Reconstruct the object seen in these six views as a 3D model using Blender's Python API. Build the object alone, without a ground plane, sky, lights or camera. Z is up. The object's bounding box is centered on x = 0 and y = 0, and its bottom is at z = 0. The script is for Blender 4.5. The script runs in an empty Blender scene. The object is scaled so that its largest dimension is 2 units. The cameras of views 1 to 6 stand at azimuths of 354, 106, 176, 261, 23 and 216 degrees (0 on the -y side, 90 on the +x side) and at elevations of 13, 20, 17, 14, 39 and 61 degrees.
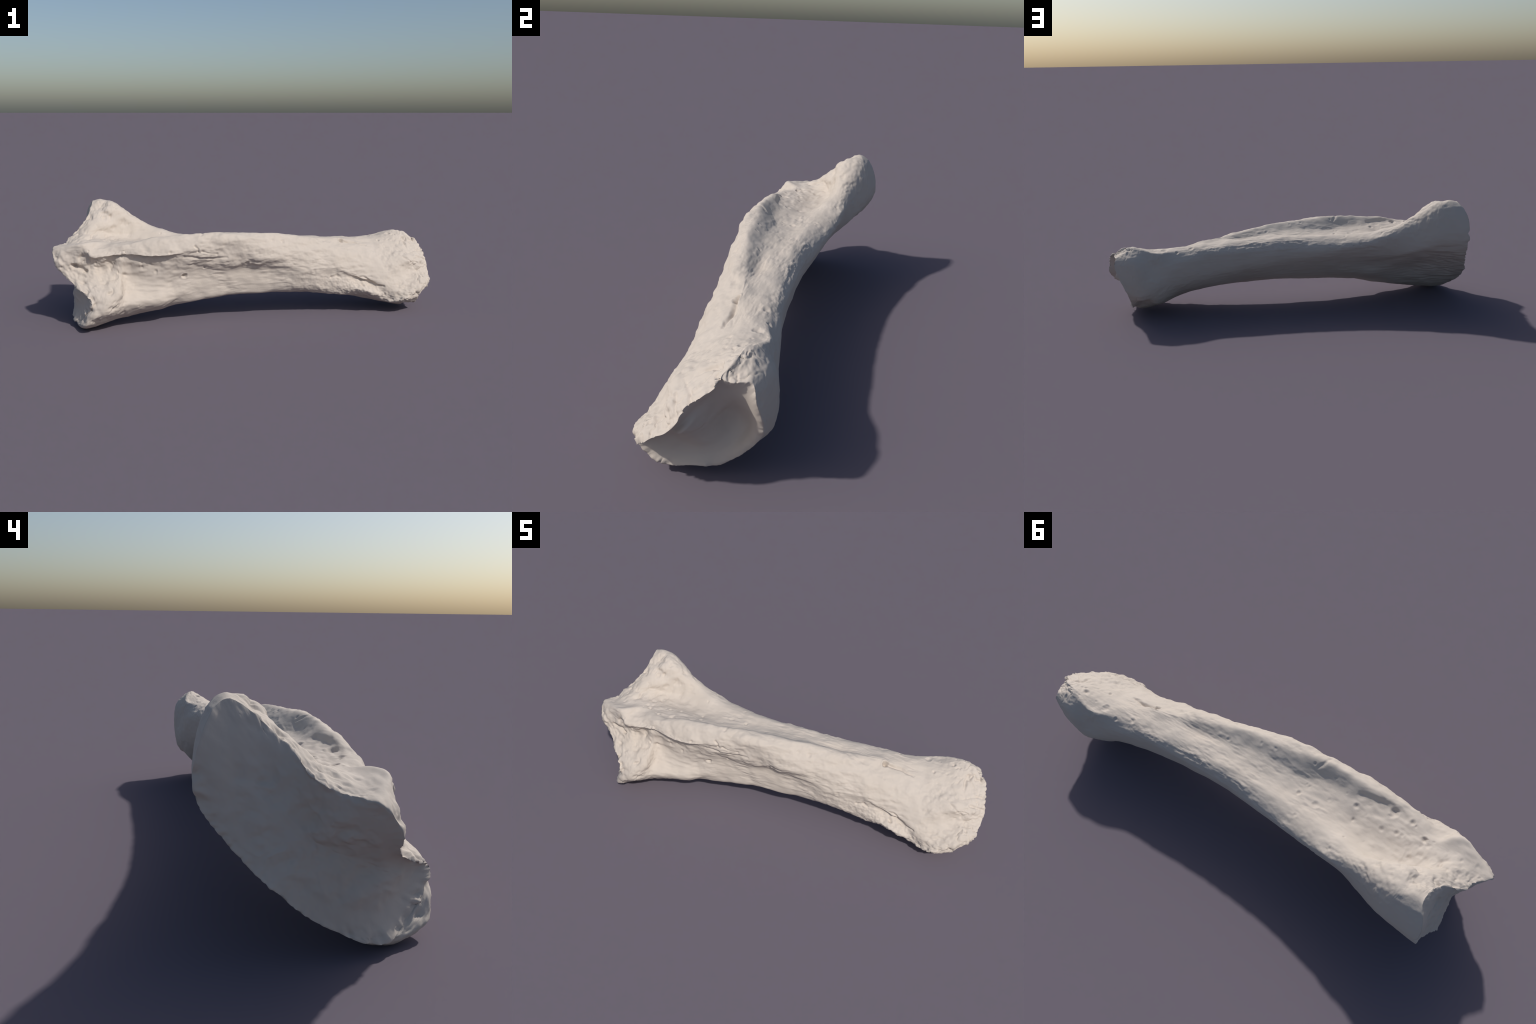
"""A weathered limb bone lying on its side: a broad end with a growth plate, a
three-edged shaft with a sharp crest, and a narrow flared end with a deep hollow.

The body is one skin lofted through cross-sections.  Every section has the same
fourteen named rails running round the bone, so the crest, the trough above, the
back edge and the groove in front are continuous lines from end to end.
"""
import bpy
import numpy as np

RAILS = ["crest", "trough", "upper_face", "upper_face_back", "back_edge", "back_high", "back_middle",
         "back_low", "underside", "underside_front", "front_edge", "front_low", "groove", "crest_lip"]
NR = len(RAILS)
BROAD_END = [
    # rim of the broad end
    [(-0.997, -0.078, 0.392), (-0.957, -0.023, 0.402), (-0.927, 0.044, 0.431), (-0.864, 0.096, 0.497), (-0.836, 0.215, 0.590), (-0.882, 0.282, 0.507), (-0.882, 0.290, 0.381),
     (-0.906, 0.195, 0.252), (-0.933, 0.131, 0.191), (-0.929, 0.023, 0.101), (-0.901, -0.149, 0.032), (-0.790, -0.290, 0.154), (-0.921, -0.160, 0.249), (-0.989, -0.124, 0.340)],
    # broad end
    [(-0.849, -0.144, 0.422), (-0.864, -0.065, 0.417), (-0.837, 0.045, 0.462), (-0.795, 0.130, 0.546), (-0.786, 0.223, 0.595), (-0.801, 0.284, 0.504), (-0.850, 0.281, 0.364),
     (-0.868, 0.148, 0.217), (-0.881, 0.022, 0.108), (-0.872, -0.137, 0.005), (-0.829, -0.279, 0.050), (-0.754, -0.266, 0.186), (-0.837, -0.150, 0.283), (-0.836, -0.158, 0.374)],
    # back of the broad end
    [(-0.753, -0.084, 0.414), (-0.755, -0.036, 0.415), (-0.753, 0.090, 0.428), (-0.712, 0.138, 0.562), (-0.727, 0.247, 0.563), (-0.732, 0.284, 0.426), (-0.762, 0.257, 0.347),
     (-0.765, 0.151, 0.245), (-0.764, 0.050, 0.135), (-0.739, -0.116, 0.020), (-0.716, -0.276, 0.098), (-0.669, -0.234, 0.202), (-0.731, -0.139, 0.302), (-0.784, -0.181, 0.368)],
    # neck of the broad end
    [(-0.642, -0.129, 0.415), (-0.626, -0.028, 0.408), (-0.615, 0.085, 0.402), (-0.582, 0.163, 0.481), (-0.597, 0.223, 0.462), (-0.618, 0.237, 0.350), (-0.622, 0.199, 0.300),
     (-0.625, 0.090, 0.205), (-0.620, -0.007, 0.099), (-0.622, -0.114, 0.038), (-0.625, -0.227, 0.126), (-0.620, -0.144, 0.228), (-0.634, -0.154, 0.384), (-0.644, -0.161, 0.371)],
]
SHAFT = [
    # upper shaft
    [(-0.485, -0.121, 0.444), (-0.454, -0.044, 0.408), (-0.447, 0.055, 0.393), (-0.448, 0.141, 0.430), (-0.451, 0.213, 0.402), (-0.479, 0.184, 0.307), (-0.452, 0.119, 0.243),
     (-0.448, 0.062, 0.163), (-0.450, -0.016, 0.109), (-0.455, -0.092, 0.069), (-0.452, -0.168, 0.118), (-0.454, -0.154, 0.218), (-0.454, -0.162, 0.357), (-0.471, -0.189, 0.368)],
    # upper shaft
    [(-0.269, -0.104, 0.457), (-0.298, -0.046, 0.403), (-0.300, 0.049, 0.395), (-0.301, 0.124, 0.406), (-0.303, 0.195, 0.379), (-0.301, 0.189, 0.329), (-0.301, 0.115, 0.239),
     (-0.299, 0.056, 0.170), (-0.301, -0.035, 0.110), (-0.306, -0.104, 0.103), (-0.306, -0.125, 0.178), (-0.300, -0.119, 0.255), (-0.290, -0.156, 0.341), (-0.289, -0.160, 0.399)],
    # middle shaft
    [(-0.109, -0.067, 0.452), (-0.118, -0.010, 0.406), (-0.120, 0.054, 0.395), (-0.121, 0.121, 0.404), (-0.122, 0.171, 0.373), (-0.121, 0.181, 0.328), (-0.123, 0.147, 0.270),
     (-0.120, 0.064, 0.179), (-0.119, -0.016, 0.123), (-0.123, -0.085, 0.127), (-0.123, -0.097, 0.184), (-0.119, -0.096, 0.262), (-0.100, -0.121, 0.326), (-0.113, -0.123, 0.431)],
    # middle shaft
    [(0.104, -0.044, 0.442), (0.082, 0.015, 0.405), (0.078, 0.065, 0.401), (0.077, 0.125, 0.400), (0.079, 0.161, 0.373), (0.079, 0.172, 0.330), (0.079, 0.153, 0.270),
     (0.080, 0.073, 0.178), (0.080, -0.003, 0.131), (0.079, -0.074, 0.128), (0.079, -0.091, 0.174), (0.080, -0.090, 0.252), (0.083, -0.126, 0.332), (0.081, -0.097, 0.393)],
    # lower shaft
    [(0.288, 0.014, 0.411), (0.280, 0.055, 0.387), (0.279, 0.095, 0.395), (0.280, 0.138, 0.388), (0.280, 0.163, 0.373), (0.279, 0.182, 0.340), (0.279, 0.162, 0.247),
     (0.280, 0.082, 0.167), (0.279, 0.005, 0.124), (0.278, -0.038, 0.117), (0.279, -0.096, 0.154), (0.277, -0.110, 0.243), (0.276, -0.079, 0.333), (0.285, -0.027, 0.403)],
    # lower shaft
    [(0.458, 0.050, 0.385), (0.461, 0.070, 0.392), (0.460, 0.105, 0.385), (0.459, 0.141, 0.382), (0.457, 0.184, 0.366), (0.461, 0.199, 0.325), (0.462, 0.186, 0.229),
     (0.461, 0.115, 0.148), (0.461, 0.017, 0.110), (0.460, -0.064, 0.105), (0.460, -0.084, 0.152), (0.457, -0.075, 0.217), (0.460, -0.074, 0.260), (0.461, -0.027, 0.339)],
]
NARROW_END = [
    # neck of the narrow end
    [(0.619, 0.048, 0.339), (0.619, 0.089, 0.354), (0.620, 0.124, 0.371), (0.619, 0.166, 0.374), (0.611, 0.200, 0.358), (0.619, 0.234, 0.303), (0.618, 0.215, 0.200),
     (0.619, 0.149, 0.131), (0.615, 0.012, 0.070), (0.615, -0.036, 0.085), (0.620, -0.108, 0.126), (0.625, -0.059, 0.170), (0.607, -0.072, 0.198), (0.620, -0.020, 0.291)],
    # narrow end
    [(0.732, 0.046, 0.313), (0.732, 0.095, 0.347), (0.735, 0.150, 0.370), (0.730, 0.207, 0.370), (0.724, 0.238, 0.364), (0.734, 0.256, 0.282), (0.730, 0.263, 0.190),
     (0.732, 0.196, 0.089), (0.733, 0.052, 0.038), (0.728, -0.067, 0.058), (0.728, -0.091, 0.078), (0.738, -0.097, 0.125), (0.734, -0.072, 0.185), (0.739, -0.017, 0.266)],
    # narrow end
    [(0.862, 0.057, 0.308), (0.856, 0.128, 0.360), (0.871, 0.189, 0.394), (0.846, 0.203, 0.400), (0.832, 0.231, 0.390), (0.822, 0.283, 0.318), (0.803, 0.270, 0.148),
     (0.803, 0.188, 0.107), (0.839, 0.059, 0.013), (0.791, -0.089, 0.058), (0.815, -0.126, 0.086), (0.878, -0.093, 0.135), (0.892, -0.009, 0.195), (0.892, -0.004, 0.270)],
    # rim of the narrow end
    [(0.987, 0.093, 0.292), (0.964, 0.158, 0.341), (0.945, 0.164, 0.362), (0.937, 0.197, 0.354), (0.923, 0.245, 0.353), (0.927, 0.260, 0.304), (0.875, 0.262, 0.171),
     (0.871, 0.159, 0.058), (0.895, 0.081, 0.049), (0.899, -0.012, 0.032), (0.910, -0.081, 0.092), (0.967, -0.040, 0.151), (0.984, 0.028, 0.193), (0.994, 0.072, 0.243)],
]
SECTIONS = np.array(BROAD_END + SHAFT + NARROW_END)
NS = len(SECTIONS)


# ------------------------------------------------------------------ noise
def _hash(ix, iy, iz, seed):
    h = (ix * 374761393 + iy * 668265263 + iz * 2147483647 + seed * 1274126177) & 0xFFFFFFFF
    h = ((h ^ (h >> 13)) * 1274126177) & 0xFFFFFFFF
    h = ((h ^ (h >> 16)) * 2246822519) & 0xFFFFFFFF
    return h ^ (h >> 15)


def noise(p, seed=0):
    """Gradient noise, about -1..1, at points p (n, 3)."""
    q = np.floor(p).astype(np.int64)
    f = p - q
    w = f * f * f * (f * (f * 6 - 15) + 10)
    out = np.zeros(len(p))
    for dx in (0, 1):
        for dy in (0, 1):
            for dz in (0, 1):
                h = _hash(q[:, 0] + dx, q[:, 1] + dy, q[:, 2] + dz, seed)
                g = np.stack([(h & 1023) / 511.5 - 1, ((h >> 10) & 1023) / 511.5 - 1, ((h >> 20) & 1023) / 511.5 - 1], 1)
                d = f - np.array([dx, dy, dz])
                k = (w[:, 0] if dx else 1 - w[:, 0]) * (w[:, 1] if dy else 1 - w[:, 1]) * (w[:, 2] if dz else 1 - w[:, 2])
                out += k * (g * d).sum(1)
    return out * 1.3


def fbm(p, octaves=3, seed=0, gain=0.5):
    total, amp = np.zeros(len(p)), 1.0
    for o in range(octaves):
        total += amp * noise(p * 2 ** o + 17.3 * o, seed + o)
        amp *= gain
    return total


def smooth(a, b, x):
    t = np.clip((x - a) / (b - a), 0, 1)
    return t * t * (3 - 2 * t)


# ------------------------------------------------------------------ loft
def catmull(f):
    return np.array([-.5 * f + f * f - .5 * f ** 3, 1 - 2.5 * f * f + 1.5 * f ** 3,
                     .5 * f + 2 * f * f - 1.5 * f ** 3, -.5 * f * f + .5 * f ** 3])


def along_basis(t):
    B = np.zeros((len(t), NS))
    for r, tt in enumerate(t):
        i = min(int(tt), NS - 2)
        for k, w in zip(range(i - 1, i + 3), catmull(tt - i)):
            if k < 0:
                B[r, 0] += 2 * w
                B[r, 1] -= w
            elif k > NS - 1:
                B[r, NS - 1] += 2 * w
                B[r, NS - 2] -= w
            else:
                B[r, k] += w
    return B


def round_basis(t):
    B = np.zeros((len(t), NR))
    for r, tt in enumerate(t):
        i = int(tt)
        for k, w in zip(range(i - 1, i + 3), catmull(tt - i)):
            B[r, k % NR] += w
    return B


STEP = 0.0031
dense = np.linspace(0, NS - 1, 2001)
path = np.einsum('as,src->arc', along_basis(dense), SECTIONS)
length = np.r_[0, np.cumsum(np.linalg.norm(np.diff(path, axis=0), axis=2).mean(1))]
NU = int(length[-1] / STEP)
U = np.interp(np.linspace(0, length[-1], NU), length, dense)
NV = 364
# spread the points evenly round an average section
dense_v = np.linspace(0, NR, 1401)
loop = np.einsum('br,src->sbc', round_basis(dense_v % NR), SECTIONS)
girth = np.r_[0, np.cumsum(np.linalg.norm(np.diff(loop, axis=1), axis=2).mean(0))]
V = np.interp(np.arange(NV) / NV * girth[-1], girth, dense_v) % NR
skin = np.einsum('as,br,src->abc', along_basis(U), round_basis(V), SECTIONS)


def cap(rim, centre, rounds, pull, reach):
    """Rings from a rim to a centre: pull(s) closes the outline, reach(s) moves along x."""
    out = []
    for s in np.linspace(0, 1, rounds + 1)[1:-1]:
        ring = rim.copy()
        ring[:, 1:] += (centre[1:] - rim[:, 1:]) * pull(s)
        # the deeper, the more the ring takes the centre's place along x
        ring[:, 0] += (centre[0] - rim[:, 0]) * reach(s)
        out.append(ring)
    return np.array(out)


PLATE_PUSH = -0.006                       # the growth plate hardly bulges
PLATE_CENTRE = np.array([-0.893, 0.035, 0.285])
plate = cap(skin[0], PLATE_CENTRE, 52, lambda s: s, lambda s: s * s * (3 - 2 * s) * 0.6 + 0.4 * s)


def relax(cap_rings, edge, centre, along_x, turns=1500):
    """Draw a film across the rim: every ring settles between its neighbours; along_x dishes it."""
    film = np.concatenate([edge[None], cap_rings])
    for _ in range(turns):
        inner = np.concatenate([film[2:], np.broadcast_to(centre, (1,) + film.shape[1:])])
        inner[-1, :, 0] = film[-1, :, 0].mean()
        film[1:] = .25 * (film[:-1] + inner) + .25 * (np.roll(film[1:], 1, 1) + np.roll(film[1:], -1, 1))
    depth = np.linspace(0, 1, len(film) + 1)[1:-1]
    cap_rings[:] = film[1:]
    cap_rings[:, :, 0] += along_x * (1 - (1 - depth) ** 2)[:, None]


relax(plate, skin[0], PLATE_CENTRE, PLATE_PUSH)
HOLLOW_FLOOR = np.array([0.900, 0.110, 0.190])
# the rim turns in over a thick lip before it drops
hollow = cap(skin[-1], HOLLOW_FLOOR, 66, lambda s: 0.16 * min(1, s / .16) ** 1.3 * 0.75 + s ** 1.5 * 0.88, lambda s: s)
relax(hollow, skin[-1], HOLLOW_FLOOR, -0.014)
inward = np.linspace(0, 1, len(hollow) + 2)[1:-1][:, None]
lip_in = smooth(.04, .24, inward)
by, bz = hollow[:, :, 1] - .075, hollow[:, :, 2] - .195
dy, dz = hollow[:, :, 1] - .180, hollow[:, :, 2] - .195
hollow[:, :, 0] -= lip_in * (0.004 + 0.038 * np.exp(-(dy / .055) ** 2 - (dz / .070) ** 2)
                            )
hollow[:, :, 0] += 0.042 * np.exp(-(by / .062) ** 2 - (bz / .070) ** 2) * smooth(.18, .60, inward)

# one skin: plate centre, plate rings (inside out), body rings, hollow rings, hollow floor
rings = np.concatenate([plate[::-1], skin, hollow])
NRING = len(rings)
nP, nB, nH = len(plate), len(skin), len(hollow)
pos = np.concatenate([rings.reshape(-1, 3), [plate[-1].mean(0)], [hollow[-1].mean(0)]])
TOP, END = NRING * NV, NRING * NV + 1
ru = np.concatenate([np.full(nP, 0.0), U, np.full(nH, NS - 1.0)])       # station number of each ring
u = np.r_[np.repeat(ru, NV), 0, NS - 1]
v = np.r_[np.tile(V, NRING), 0, 0]
ring_no = np.r_[np.repeat(np.arange(NRING), NV), 0, NRING - 1]
on_plate = np.clip((nP - ring_no) / nP, 0, 1)                            # 0 on the rim, 1 at the centre
on_hollow = np.clip((ring_no - nP - nB + 1) / nH, 0, 1)
on_body = (on_plate == 0) & (on_hollow == 0)

a = (np.arange(NRING - 1)[:, None] * NV + np.arange(NV)[None]).ravel()
b = (np.arange(NRING - 1)[:, None] * NV + (np.arange(NV)[None] + 1) % NV).ravel()
quads = np.stack([a, a + NV, b + NV, b], 1)
i = np.arange(NV)
j = (i + 1) % NV
fan_top = np.stack([np.full(NV, TOP), i, j], 1)
last = (NRING - 1) * NV
fan_end = np.stack([last + i, np.full(NV, END), last + j], 1)


def normals(p):
    fq = np.cross(p[quads[:, 2]] - p[quads[:, 0]], p[quads[:, 3]] - p[quads[:, 1]])
    n = np.zeros_like(p)
    for k in range(4):
        np.add.at(n, quads[:, k], fq)
    for f in (fan_top, fan_end):
        ft = np.cross(p[f[:, 1]] - p[f[:, 0]], p[f[:, 2]] - p[f[:, 0]])
        for k in range(3):
            np.add.at(n, f[:, k], ft)
    return n / (np.linalg.norm(n, axis=1, keepdims=True) + 1e-12)


nrm = normals(pos)
mid = nP * NV + (nB // 2) * NV
if ((pos[mid:mid + NV] - pos[mid:mid + NV].mean(0)) * nrm[mid:mid + NV]).sum() < 0:
    quads, fan_top, fan_end = quads[:, ::-1], fan_top[:, ::-1], fan_end[:, ::-1]
    nrm = -nrm


# ------------------------------------------------------------------ relief
def rail_mask(centre, width):
    """1 near a rail (counted round the bone), fading over width rails."""
    d = np.abs((v - centre + NR / 2) % NR - NR / 2)
    return 1 - smooth(width * .45, width, d)


def from_curve(points, bound):
    """Distance of every vertex to a polyline (only measured within bound)."""
    pts = np.array(points, float)
    if len(pts) == 1:
        pts = np.vstack([pts, pts])
    near = np.where(((pos > pts.min(0) - bound) & (pos < pts.max(0) + bound)).all(1))[0]
    d = np.full(len(pos), 9.0)
    q = pos[near]
    best = np.full(len(near), 9.0)
    for p0, p1 in zip(pts[:-1], pts[1:]):
        e = p1 - p0
        t = np.clip(((q - p0) @ e) / (e @ e + 1e-12), 0, 1)
        best = np.minimum(best, np.linalg.norm(q - p0 - t[:, None] * e, axis=1))
    d[near] = best
    return d


h = np.zeros(len(pos))
free = 1 - on_hollow
upper = rail_mask(2.2, 2.6)               # face above, between crest and back edge
front = rail_mask(11.3, 2.6)              # face in front, below the crest
back = rail_mask(6.3, 3.4)                # smooth back
broad = 1 - smooth(1.9, 3.6, u)           # 1 at the broad end
narrow = smooth(9.6, 11.5, u)             # 1 at the narrow end
body = on_body.astype(float)

p = pos
along = p * np.array([0.35, 1, 1])        # noise drawn out along the bone
# how strongly each stretch is worn: patchy, so that smooth and rough places alternate
worn = smooth(-.45, .55, fbm(p / 0.11, 2, 5))
# broad swellings and shallow dents
h += 0.0050 * fbm(p / 0.085, 2, 3) * (0.45 + 0.55 * (1 - back)) * free
h += 0.0050 * fbm(along / 0.040, 3, 7) * (0.30 + 0.70 * worn) * (upper * .55 + front) * body
# pebbly, slightly drawn-out surface
h += 0.0014 * fbm(along / 0.0095, 2, 13) * (0.3 + .7 * worn) * (.35 + .65 * upper) * (1 - .7 * back) * body
h += 0.0032 * fbm(along / 0.019, 2, 11) * (0.25 + .75 * worn) * (0.34 + 0.60 * upper + 0.35 * front * (1 - .6 * narrow)) * body
# fibres on the back and the underside, coarse near the broad end
fibre = fbm(p * np.array([0.22, 1, 1]) / 0.022, 3, 23)
h += 0.0032 * fibre * back * (0.40 + 1.4 * broad * rail_mask(7.6, 2.2)) * body
h += 0.0020 * fbm(p * np.array([0.2, 1, 1]) / 0.016, 2, 31) * front * (0.3 + .7 * worn) * body
# knobbly back edge, lumpy crest
h += 0.0030 * fbm(p * np.array([.6, 1, 1]) / 0.021, 3, 41, .65) * rail_mask(4, .9) * (.4 + .6 * worn) * body
h += 0.0054 * fbm(p * np.array([.6, 1, 1]) / 0.036, 3, 43) * np.maximum(rail_mask(13.0, 1.4), rail_mask(12, 1.0)) * body * (1 - narrow)
# gouged, eaten ends
eaten = fbm(p / 0.042, 3, 53)
h += (0.0085 * eaten - 0.004 * smooth(.25, .6, np.abs(eaten))) * broad * np.maximum(front, rail_mask(2.4, 1.8)) * body
h += 0.0062 * fbm(p / 0.027, 3, 59) * narrow * (1 - .6 * back) * (.3 + .7 * worn) * body
h += 0.0055 * fbm(p / 0.022, 2, 61) * rail_mask(10, 1.3) * smooth(6.5, 10, u) * body
# crumbling knobs along both rims
rim = np.exp(-np.clip(ring_no - nP, 0, 999) / 9.0) * np.maximum(rail_mask(2, 2.4), front) + .12 * np.exp(-np.clip(nP + nB - ring_no, 0, 999) / 6.0)
h += 0.0075 * fbm(p / 0.022, 3, 67, .6) * rim * body
# winding ridges on the growth plate
wind = 1 - np.abs(noise(p / 0.075 + .35 * fbm(p / .05, 2, 71)[:, None], 73)) * 2.2
h += (0.0070 * wind + 0.007 * fbm(p / 0.06, 3, 79) + 0.0042 * fbm(p / .026, 2, 81) * (.3 + .7 * worn)) * smooth(0, .14, on_plate)
q = ((p - np.array([-0.870, 0.175, 0.450])) / np.array([.10, .10, .10])) ** 2
h -= 0.012 * np.exp(-1.2 * q.sum(1)) * smooth(.05, .30, on_plate)
# gentle waves in the hollow
h += 0.005 * fbm(p / 0.09, 2, 83) * on_hollow

# pits and holes: place, radius, depth
PITS = [
    ((-0.348, -0.131, 0.246), .013, .016), ((-0.245, -0.120, 0.281), .007, .006), ((-0.025, -0.115, 0.297), .012, .009),
    ((-0.645, -0.155, 0.376), .010, .010), ((-0.517, -0.148, 0.319), .009, .007), ((-0.489, -0.150, 0.276), .010, .008),
    ((-0.974, -0.122, 0.349), .010, .007), ((-0.414, -0.178, 0.376), .009, .010), ((-0.712, -0.256, 0.193), .010, .008),
    ((-0.718, 0.108, 0.460), .013, .013), ((-0.764, 0.106, 0.512), .012, .010), ((-0.833, -0.150, 0.286), .012, .010),
    ((-0.724, -0.055, 0.412), .012, .014), ((-0.653, -0.090, 0.414), .011, .011), ((-0.576, -0.086, 0.420), .017, .014),
    ((-0.624, -0.020, 0.406), .009, .009), ((-0.646, -0.025, 0.407), .008, .006), ((-0.568, -0.004, 0.402), .010, .008),
    ((-0.440, -0.031, 0.402), .011, .010), ((-0.933, -0.079, 0.403), .009, .006), ((-0.678, 0.015, 0.420), .010, .007),
    ((-0.675, 0.045, 0.440), .011, .005), ((-0.548, 0.060, 0.422), .009, .004), ((-0.720, 0.085, 0.485), .009, .006),
    ((-0.860, -0.118, 0.402), .013, .007), ((-0.745, -0.040, 0.412), .010, .005), ((-0.862, -0.055, 0.404), .011, .006),
    ((-0.224, 0.048, 0.396), .010, .011), ((-0.305, 0.053, 0.397), .012, .009), ((-0.389, 0.065, 0.412), .008, .005),
    ((0.106, 0.100, 0.379), .007, .007), ((-0.338, 0.006, 0.402), .009, .006), ((-0.047, -0.045, 0.432), .010, .008),
    ((0.015, -0.035, 0.430), .009, .006), ((0.146, 0.012, 0.400), .010, .006), ((0.505, 0.057, 0.372), .014, .022),
    ((0.597, -0.082, 0.166), .012, .012), ((0.712, -0.098, 0.106), .008, .009), ((0.504, -0.102, 0.142), .009, .006),
    ((0.331, -0.100, 0.245), .012, .005), ((0.758, 0.046, 0.322), .008, .005), ((0.521, -0.005, 0.337), .007, .005),
    ((0.806, 0.175, 0.386), .009, .007), ((0.879, 0.101, 0.346), .009, .007), ((0.891, 0.139, 0.357), .010, .008),
    ((0.732, 0.075, 0.347), .008, .006), ((0.726, 0.116, 0.359), .008, .006), ((0.799, 0.179, 0.384), .012, .006),
    ((0.684, 0.185, 0.371), .014, .008), ((0.855, 0.224, 0.392), .009, .007), ((0.546, 0.167, 0.374), .012, .006),
    ((0.619, 0.199, 0.362), .008, .006), ((0.109, -0.076, 0.412), .010, .004), ((0.164, -0.068, 0.402), .012, .006),
    ((-0.886, -0.142, 0.312), .014, .016), ((-0.893, 0.205, 0.500), .013, .010), ((-0.900, 0.230, 0.330), .013, .006),
    ((-0.905, 0.215, 0.290), .010, .006), ((-0.890, 0.150, 0.420), .012, .006),
]
wobble = fbm(along / .013, 2, 101)
for centre, radius, depth in PITS:
    if centre[2] > .385 and centre[0] < 0:
        depth *= .72                      # the pores above are soft and shallow
    d = from_curve([centre], radius * 2.2) * (1 + .38 * wobble)
    h -= .85 * depth * (1 - smooth(0.05, 1.35, d / radius)) - 0.10 * depth * np.exp(-((d - 1.35 * radius) / (.35 * radius)) ** 2)

# cracks, slits and furrows: course, half width, depth
FURROWS = [
    ([(0.645, 0.060, 0.350), (0.584, 0.072, 0.362), (0.531, 0.062, 0.370), (0.503, 0.058, 0.372)], .011, .013),
    ([(-0.900, -0.140, 0.318), (-0.885, -0.142, 0.312), (-0.850, -0.145, 0.297), (-0.833, -0.148, 0.286)], .011, .010),
    ([(-0.675, -0.160, 0.280), (-0.647, -0.150, 0.266), (-0.620, -0.145, 0.256)], .006, .010),
    ([(-0.783, -0.150, 0.330), (-0.780, -0.155, 0.312), (-0.792, -0.165, 0.290)], .006, .006),
    ([(-0.700, -0.252, 0.200), (-0.655, -0.238, 0.212), (-0.626, -0.225, 0.195), (-0.609, -0.225, 0.170)], .008, .007),
    ([(-0.729, 0.105, 0.522), (-0.684, 0.105, 0.500), (-0.635, 0.116, 0.475)], .016, .012),
    ([(-0.291, -0.159, 0.402), (-0.276, -0.163, 0.391), (-0.276, -0.164, 0.375)], .006, .008),
    ([(-0.255, -0.162, 0.373), (-0.218, -0.155, 0.363), (-0.179, -0.144, 0.354)], .007, .009),
    ([(-0.345, -0.161, 0.352), (-0.292, -0.155, 0.343), (-0.196, -0.140, 0.333), (-0.130, -0.130, 0.336)], .008, .005),
    ([(0.427, -0.090, 0.207), (0.458, -0.080, 0.213), (0.488, -0.085, 0.196)], .009, .010),
    ([(0.558, -0.080, 0.195), (0.604, -0.074, 0.201), (0.625, -0.072, 0.185), (0.649, -0.072, 0.157), (0.675, -0.080, 0.152), (0.708, -0.083, 0.149)], .008, .008),
    ([(0.883, 0.154, 0.365), (0.877, 0.121, 0.350), (0.884, 0.085, 0.330), (0.875, 0.045, 0.318), (0.838, 0.020, 0.303)], .009, .009),
    ([(0.880, 0.050, 0.318), (0.929, 0.078, 0.310), (0.971, 0.099, 0.304)], .008, .008),
    ([(0.926, 0.040, 0.280), (0.958, 0.058, 0.265), (0.982, 0.068, 0.256)], .008, .008),
    ([(0.839, 0.005, 0.292), (0.868, -0.002, 0.272), (0.885, -0.006, 0.255)], .008, .007),
    ([(0.833, -0.025, 0.240), (0.828, -0.045, 0.210), (0.840, -0.065, 0.170)], .009, .004),
    ([(-0.855, 0.000, 0.415), (-0.870, -0.018, 0.410), (-0.892, -0.032, 0.405)], .007, .006),
    ([(-0.234, -0.070, 0.440), (-0.249, -0.092, 0.455), (-0.258, -0.120, 0.448)], .008, .004),
    ([(-0.620, -0.090, 0.420), (-0.560, -0.092, 0.425), (-0.500, -0.086, 0.425), (-0.440, -0.075, 0.420)], .022, .007),
    ([(-0.930, 0.060, 0.330), (-0.935, 0.035, 0.310), (-0.935, 0.010, 0.330), (-0.94, -0.02, 0.31)], .009, .005),
]
for course, half, depth in FURROWS:
    d = from_curve(course, half * 2.5) * (1 + .40 * wobble)
    h -= depth * (1 - smooth(0.1, 1.3, d / half))

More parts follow.
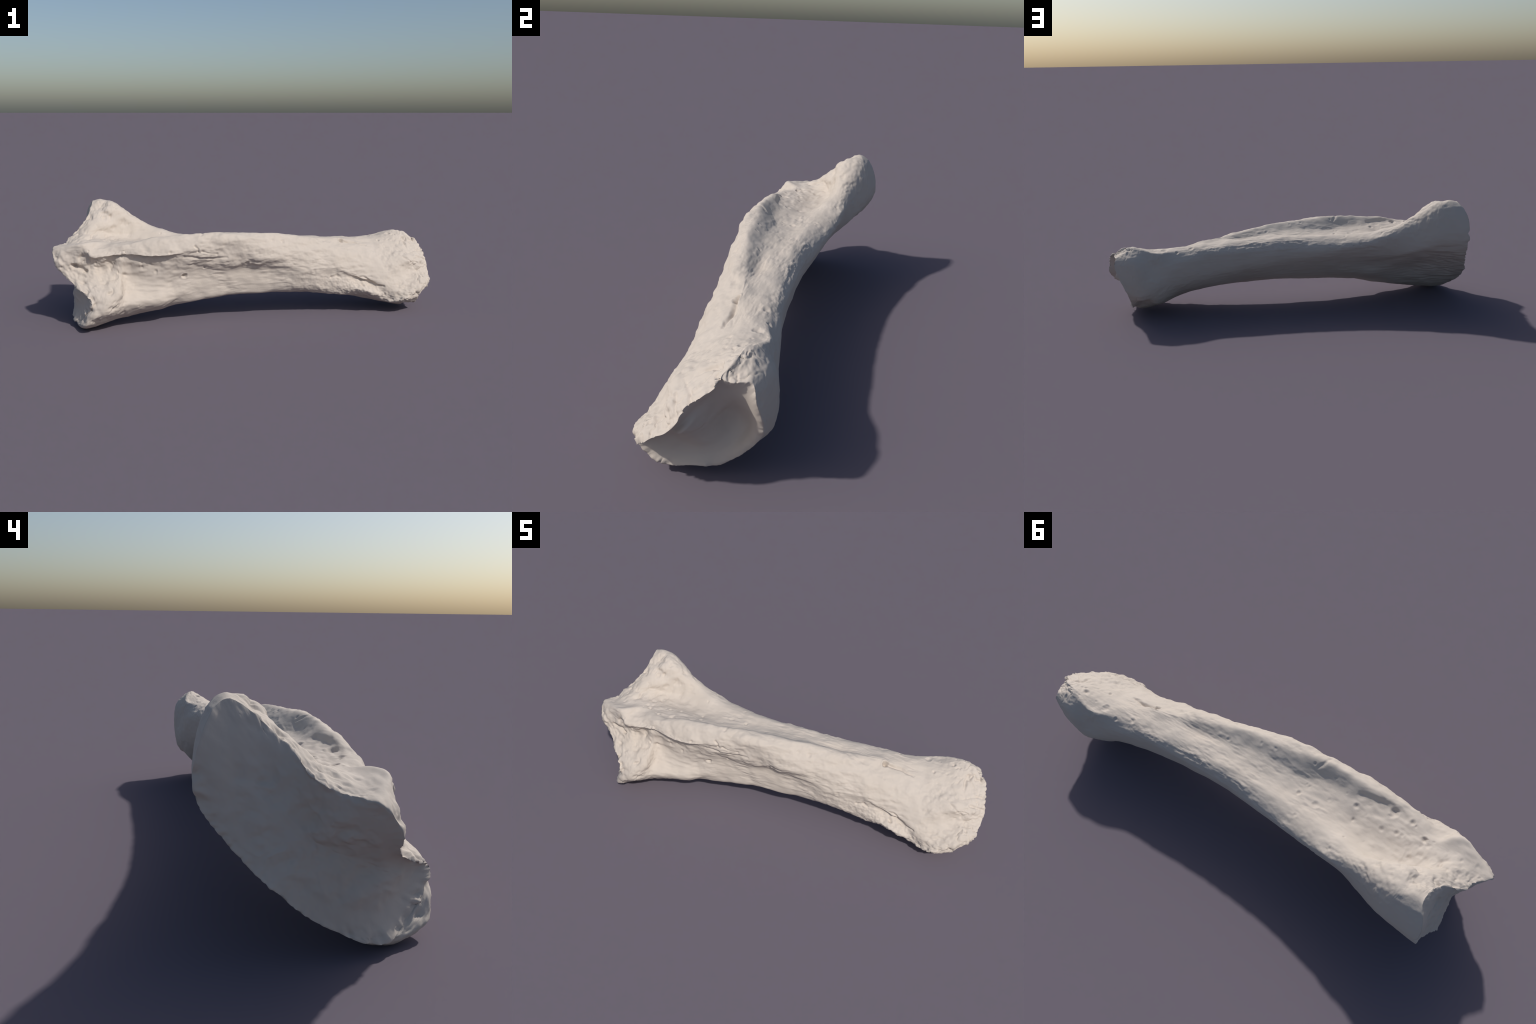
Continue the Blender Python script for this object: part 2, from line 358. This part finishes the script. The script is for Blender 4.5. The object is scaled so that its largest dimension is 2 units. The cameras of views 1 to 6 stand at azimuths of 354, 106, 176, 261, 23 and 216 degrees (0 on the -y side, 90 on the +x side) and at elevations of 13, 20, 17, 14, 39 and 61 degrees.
# larger hollows (negative) and swellings (positive): place, radii along x y z, height
MASSES = [
    ((-0.740, 0.095, 0.480), (.060, .05, .040), .014),       # full front of the high lobe
    ((-0.800, 0.070, 0.450), (.060, .06, .06), .018),
    ((-0.685, -0.245, 0.185), (.055, .05, .038), .010),       # shoulder of the low lobe
    ((-0.748, -0.185, 0.250), (.040, .05, .028), -.006),
    ((-0.760, 0.090, 0.470), (.050, .05, .05), .008),
    ((-0.480, -0.175, 0.140), (.080, .04, .040), .008),
    ((-0.660, 0.080, 0.170), (.170, .12, .10), -.007),        # hollowed underside
    ((0.890, -0.005, 0.245), (.065, .05, .05), -.014),        # sunken fan
    ((0.932, -0.032, 0.175), (.055, .05, .06), .018),         # its thick lower border
    ((-0.250, -0.035, 0.410), (.200, .035, .04), .008),       # trough filled along the crest
    ((0.050, 0.025, 0.410), (.250, .040, .04), .006),
    ((-0.430, -0.140, 0.200), (.070, .05, .060), -.011),      # flats and swellings of the front face
    ((0.260, -0.100, 0.205), (.150, .05, .060), -.014),
    ((-0.150, -0.110, 0.290), (.080, .05, .045), .008),
    ((-0.670, -0.155, 0.270), (.060, .05, .030), -.010),      # bay under the crest
    ((-0.870, -0.150, 0.300), (.045, .05, .022), -.004),      # hole behind the tip
    ((-0.950, -0.130, 0.330), (.035, .04, .050), .007),       # rounded tip
    ((-0.800, -0.155, 0.285), (.035, .05, .040), .010),       # bar between hole and bay
    ((-0.740, -0.285, 0.140), (.060, .05, .045), .008),       # swollen low lobe
    ((-0.640, -0.150, 0.350), (.120, .035, .03), .004),       # filled start of the furrow under the crest
    ((-0.800, -0.125, 0.428), (.070, .025, .018), .006),      # start of the crest
    ((0.600, -0.085, 0.170), (.060, .03, .022), -.006),
    ((-0.100, -0.110, 0.430), (.220, .05, .025), .007),       # blunt brow of the crest
]
for centre, radii, height in MASSES:
    q = ((p - np.array(centre)) / np.array(radii)) ** 2
    h += height * np.exp(-1.2 * q.sum(1)) * body
# the plate swells above the low lobe
q = ((p - np.array([-0.880, -0.110, 0.170])) / np.array([.12, .10, .09])) ** 2
h += 0.018 * np.exp(-1.2 * q.sum(1)) * smooth(0, .12, on_plate)
q = ((p - np.array([-0.850, -0.185, 0.190])) / np.array([.10, .09, .075])) ** 2
h += 0.022 * np.exp(-1.2 * q.sum(1)) * smooth(.03, .34, on_plate)
# cracked, lumpy slabs on the fan of the narrow end
crack = np.abs(noise(p / 0.060, 111) + .35 * noise(p / .02, 112))
h += (0.0045 * noise(p / 0.034, 113) - 0.0050 * (1 - smooth(0, .07, crack))) * smooth(11.2, 12.4, u) * (1 - .7 * back) * body

# inside the hollow a raised slope falls in a step to the floor
step = from_curve([(0.87, 0.150, 0.280), (0.86, 0.140, 0.245), (0.86, 0.133, 0.205), (0.86, 0.118, 0.170), (0.86, 0.085, 0.140), (0.86, 0.020, 0.115)], .2)
inner_side = smooth(-.012, .012, (p[:, 2] - .115) * .78 - (p[:, 1] - .02) * .80 + .016)
h += 0.004 * inner_side * (1 - smooth(.0, .10, step)) * smooth(.1, .3, on_hollow)

# scattered small holes, thickest on the face above the broad end and round both ends
rng = np.random.default_rng(7)
where = np.where(on_body & ((upper > .4) & (u < 5.5) | (front > .4) & (u < 3.5) | (u > 10.5) & (back < .6)))[0]
for k in rng.choice(where, 60, replace=False):
    r = rng.uniform(.004, .0085)
    d = from_curve([pos[k]], r * 2.2) * (1 + .45 * wobble)
    h -= r * rng.uniform(.3, .7) * (1 - smooth(0.1, 1.2, d / r))

fade = np.clip(np.abs(on_plate - 1) / .06, 0, 1) * np.clip(np.abs(on_hollow - 1) / .06, 0, 1)
shift = nrm * (h * fade)[:, None]
# just inside either rim the skin follows the rim, so that nothing folds over it:
# closely at first, then only its broad swells
grid = shift[:TOP].reshape(NRING, NV, 3)


def follow(edge, inner_rings, close, far):
    broad_swell = edge.copy()
    for _ in range(3):
        broad_swell = sum(np.roll(broad_swell, r, 0) for r in range(-7, 8)) / 15
    for step_in, k in enumerate(inner_rings, 1):
        grid[k] += np.exp(-(step_in / far) ** 2) * (broad_swell - grid[k])
        grid[k] += np.exp(-(step_in / close) ** 2) * (edge - grid[k])


follow(grid[nP], range(nP - 1, -1, -1), 3.5, 13.0)
follow(grid[nP + nB - 1], range(nP + nB, NRING), 4.0, 16.0)
pos = pos + shift

# ragged rims
def chips(scale, seed):
    q = np.stack([v * 0 + seed, p[:, 1] / scale, p[:, 2] / scale], 1)
    return fbm(q, 3, seed, .6) * smooth(-.5, .5, noise(q * .3, seed + 9))


ragged = np.exp(-((ring_no - nP) / 6.0) ** 2) * (1 - on_hollow)
pos[:, 0] -= 0.011 * chips(.030, 91) * ragged
ragged = np.exp(-((ring_no - nP - nB + 1) / 6.0) ** 2) * (1 - on_plate)
pos[:, 0] += (0.002 + 0.005 * chips(.038, 97)) * ragged
notch = from_curve([(0.985, 0.052, 0.221)], .03)
pos[:, 0] -= 0.016 * np.exp(-(notch / .008) ** 2)
pos[:, 2] = np.where(pos[:, 2] < .004, .004 * np.exp((pos[:, 2] - .004) / .004), pos[:, 2])
pos[:, 2] -= pos[:, 2].min()


# ------------------------------------------------------------------ material
def bone_material(name, tone):
    m = bpy.data.materials.new(name)
    m.use_nodes = True
    nt = m.node_tree
    N, L = nt.nodes, nt.links
    bsdf = N["Principled BSDF"]
    bsdf.inputs["Roughness"].default_value = 0.82
    bsdf.inputs["Specular IOR Level"].default_value = 0.25
    tex = N.new("ShaderNodeTexCoord")
    blotch = N.new("ShaderNodeTexNoise")
    blotch.inputs["Scale"].default_value = 5.0
    blotch.inputs["Detail"].default_value = 4.0
    ramp = N.new("ShaderNodeValToRGB")
    ramp.color_ramp.elements[0].position = 0.30
    ramp.color_ramp.elements[1].position = 0.70
    ramp.color_ramp.elements[0].color = (tone[0] * .965, tone[1] * .96, tone[2] * .95, 1)
    ramp.color_ramp.elements[1].color = (tone[0] * 1.02, tone[1] * 1.02, tone[2] * 1.02, 1)
    grain = N.new("ShaderNodeTexNoise")
    grain.inputs["Scale"].default_value = 160.0
    grain.inputs["Detail"].default_value = 3.0
    bump = N.new("ShaderNodeBump")
    bump.inputs["Strength"].default_value = 0.12
    bump.inputs["Distance"].default_value = 0.003
    L.new(tex.outputs["Object"], blotch.inputs["Vector"])
    L.new(tex.outputs["Object"], grain.inputs["Vector"])
    L.new(blotch.outputs["Fac"], ramp.inputs["Fac"])
    L.new(ramp.outputs["Color"], bsdf.inputs["Base Color"])
    L.new(grain.outputs["Fac"], bump.inputs["Height"])
    L.new(bump.outputs["Normal"], bsdf.inputs["Normal"])
    return m


BONE = (0.520, 0.462, 0.408)
material = bone_material("dry_bone", BONE)

# ------------------------------------------------------------------ parts
nrm = normals(pos)
quad_ring = np.repeat(np.arange(NRING - 1), NV)
quad_u = ru[quad_ring]
quad_v = np.tile(V, NRING - 1)
is_plate = quad_ring < nP
is_hollow = quad_ring >= nP + nB - 1
is_crest = ~is_plate & ~is_hollow & ((quad_v > 12.9) | (quad_v < 0.7)) & (quad_u > 2.2) & (quad_u < 9.5)
region = np.where(is_plate, 0, np.where(is_hollow, 5, np.where(is_crest, 1, np.where(quad_u < 3.2, 2, np.where(quad_u < 10.6, 3, 4)))))

bone = bpy.data.objects.new("limb_bone", None)
bone.empty_display_size = 0.2
bone["label"] = "pale weathered limb bone with flared ends and a long crest"
bone["category"] = "animal bone"
bpy.context.scene.collection.objects.link(bone)
for k, name in enumerate(["growth_plate", "crest", "broad_end", "shaft", "narrow_end", "hollow"]):
    faces = [tuple(q) for q in quads[region == k].tolist()]
    if name == "growth_plate":
        faces += [tuple(t) for t in fan_top.tolist()]
    if name == "hollow":
        faces += [tuple(t) for t in fan_end.tolist()]
    used = np.unique(np.concatenate([np.array(f) for f in faces]))
    renum = np.full(len(pos), -1)
    renum[used] = np.arange(len(used))
    me = bpy.data.meshes.new(name)
    me.from_pydata(pos[used].tolist(), [], [tuple(renum[list(f)].tolist()) for f in faces])
    me.polygons.foreach_set("use_smooth", [True] * len(me.polygons))
    me.materials.append(material)
    me.normals_split_custom_set_from_vertices(nrm[used].tolist())
    me.update()
    ob = bpy.data.objects.new(name, me)
    ob.parent = bone
    bpy.context.scene.collection.objects.link(ob)
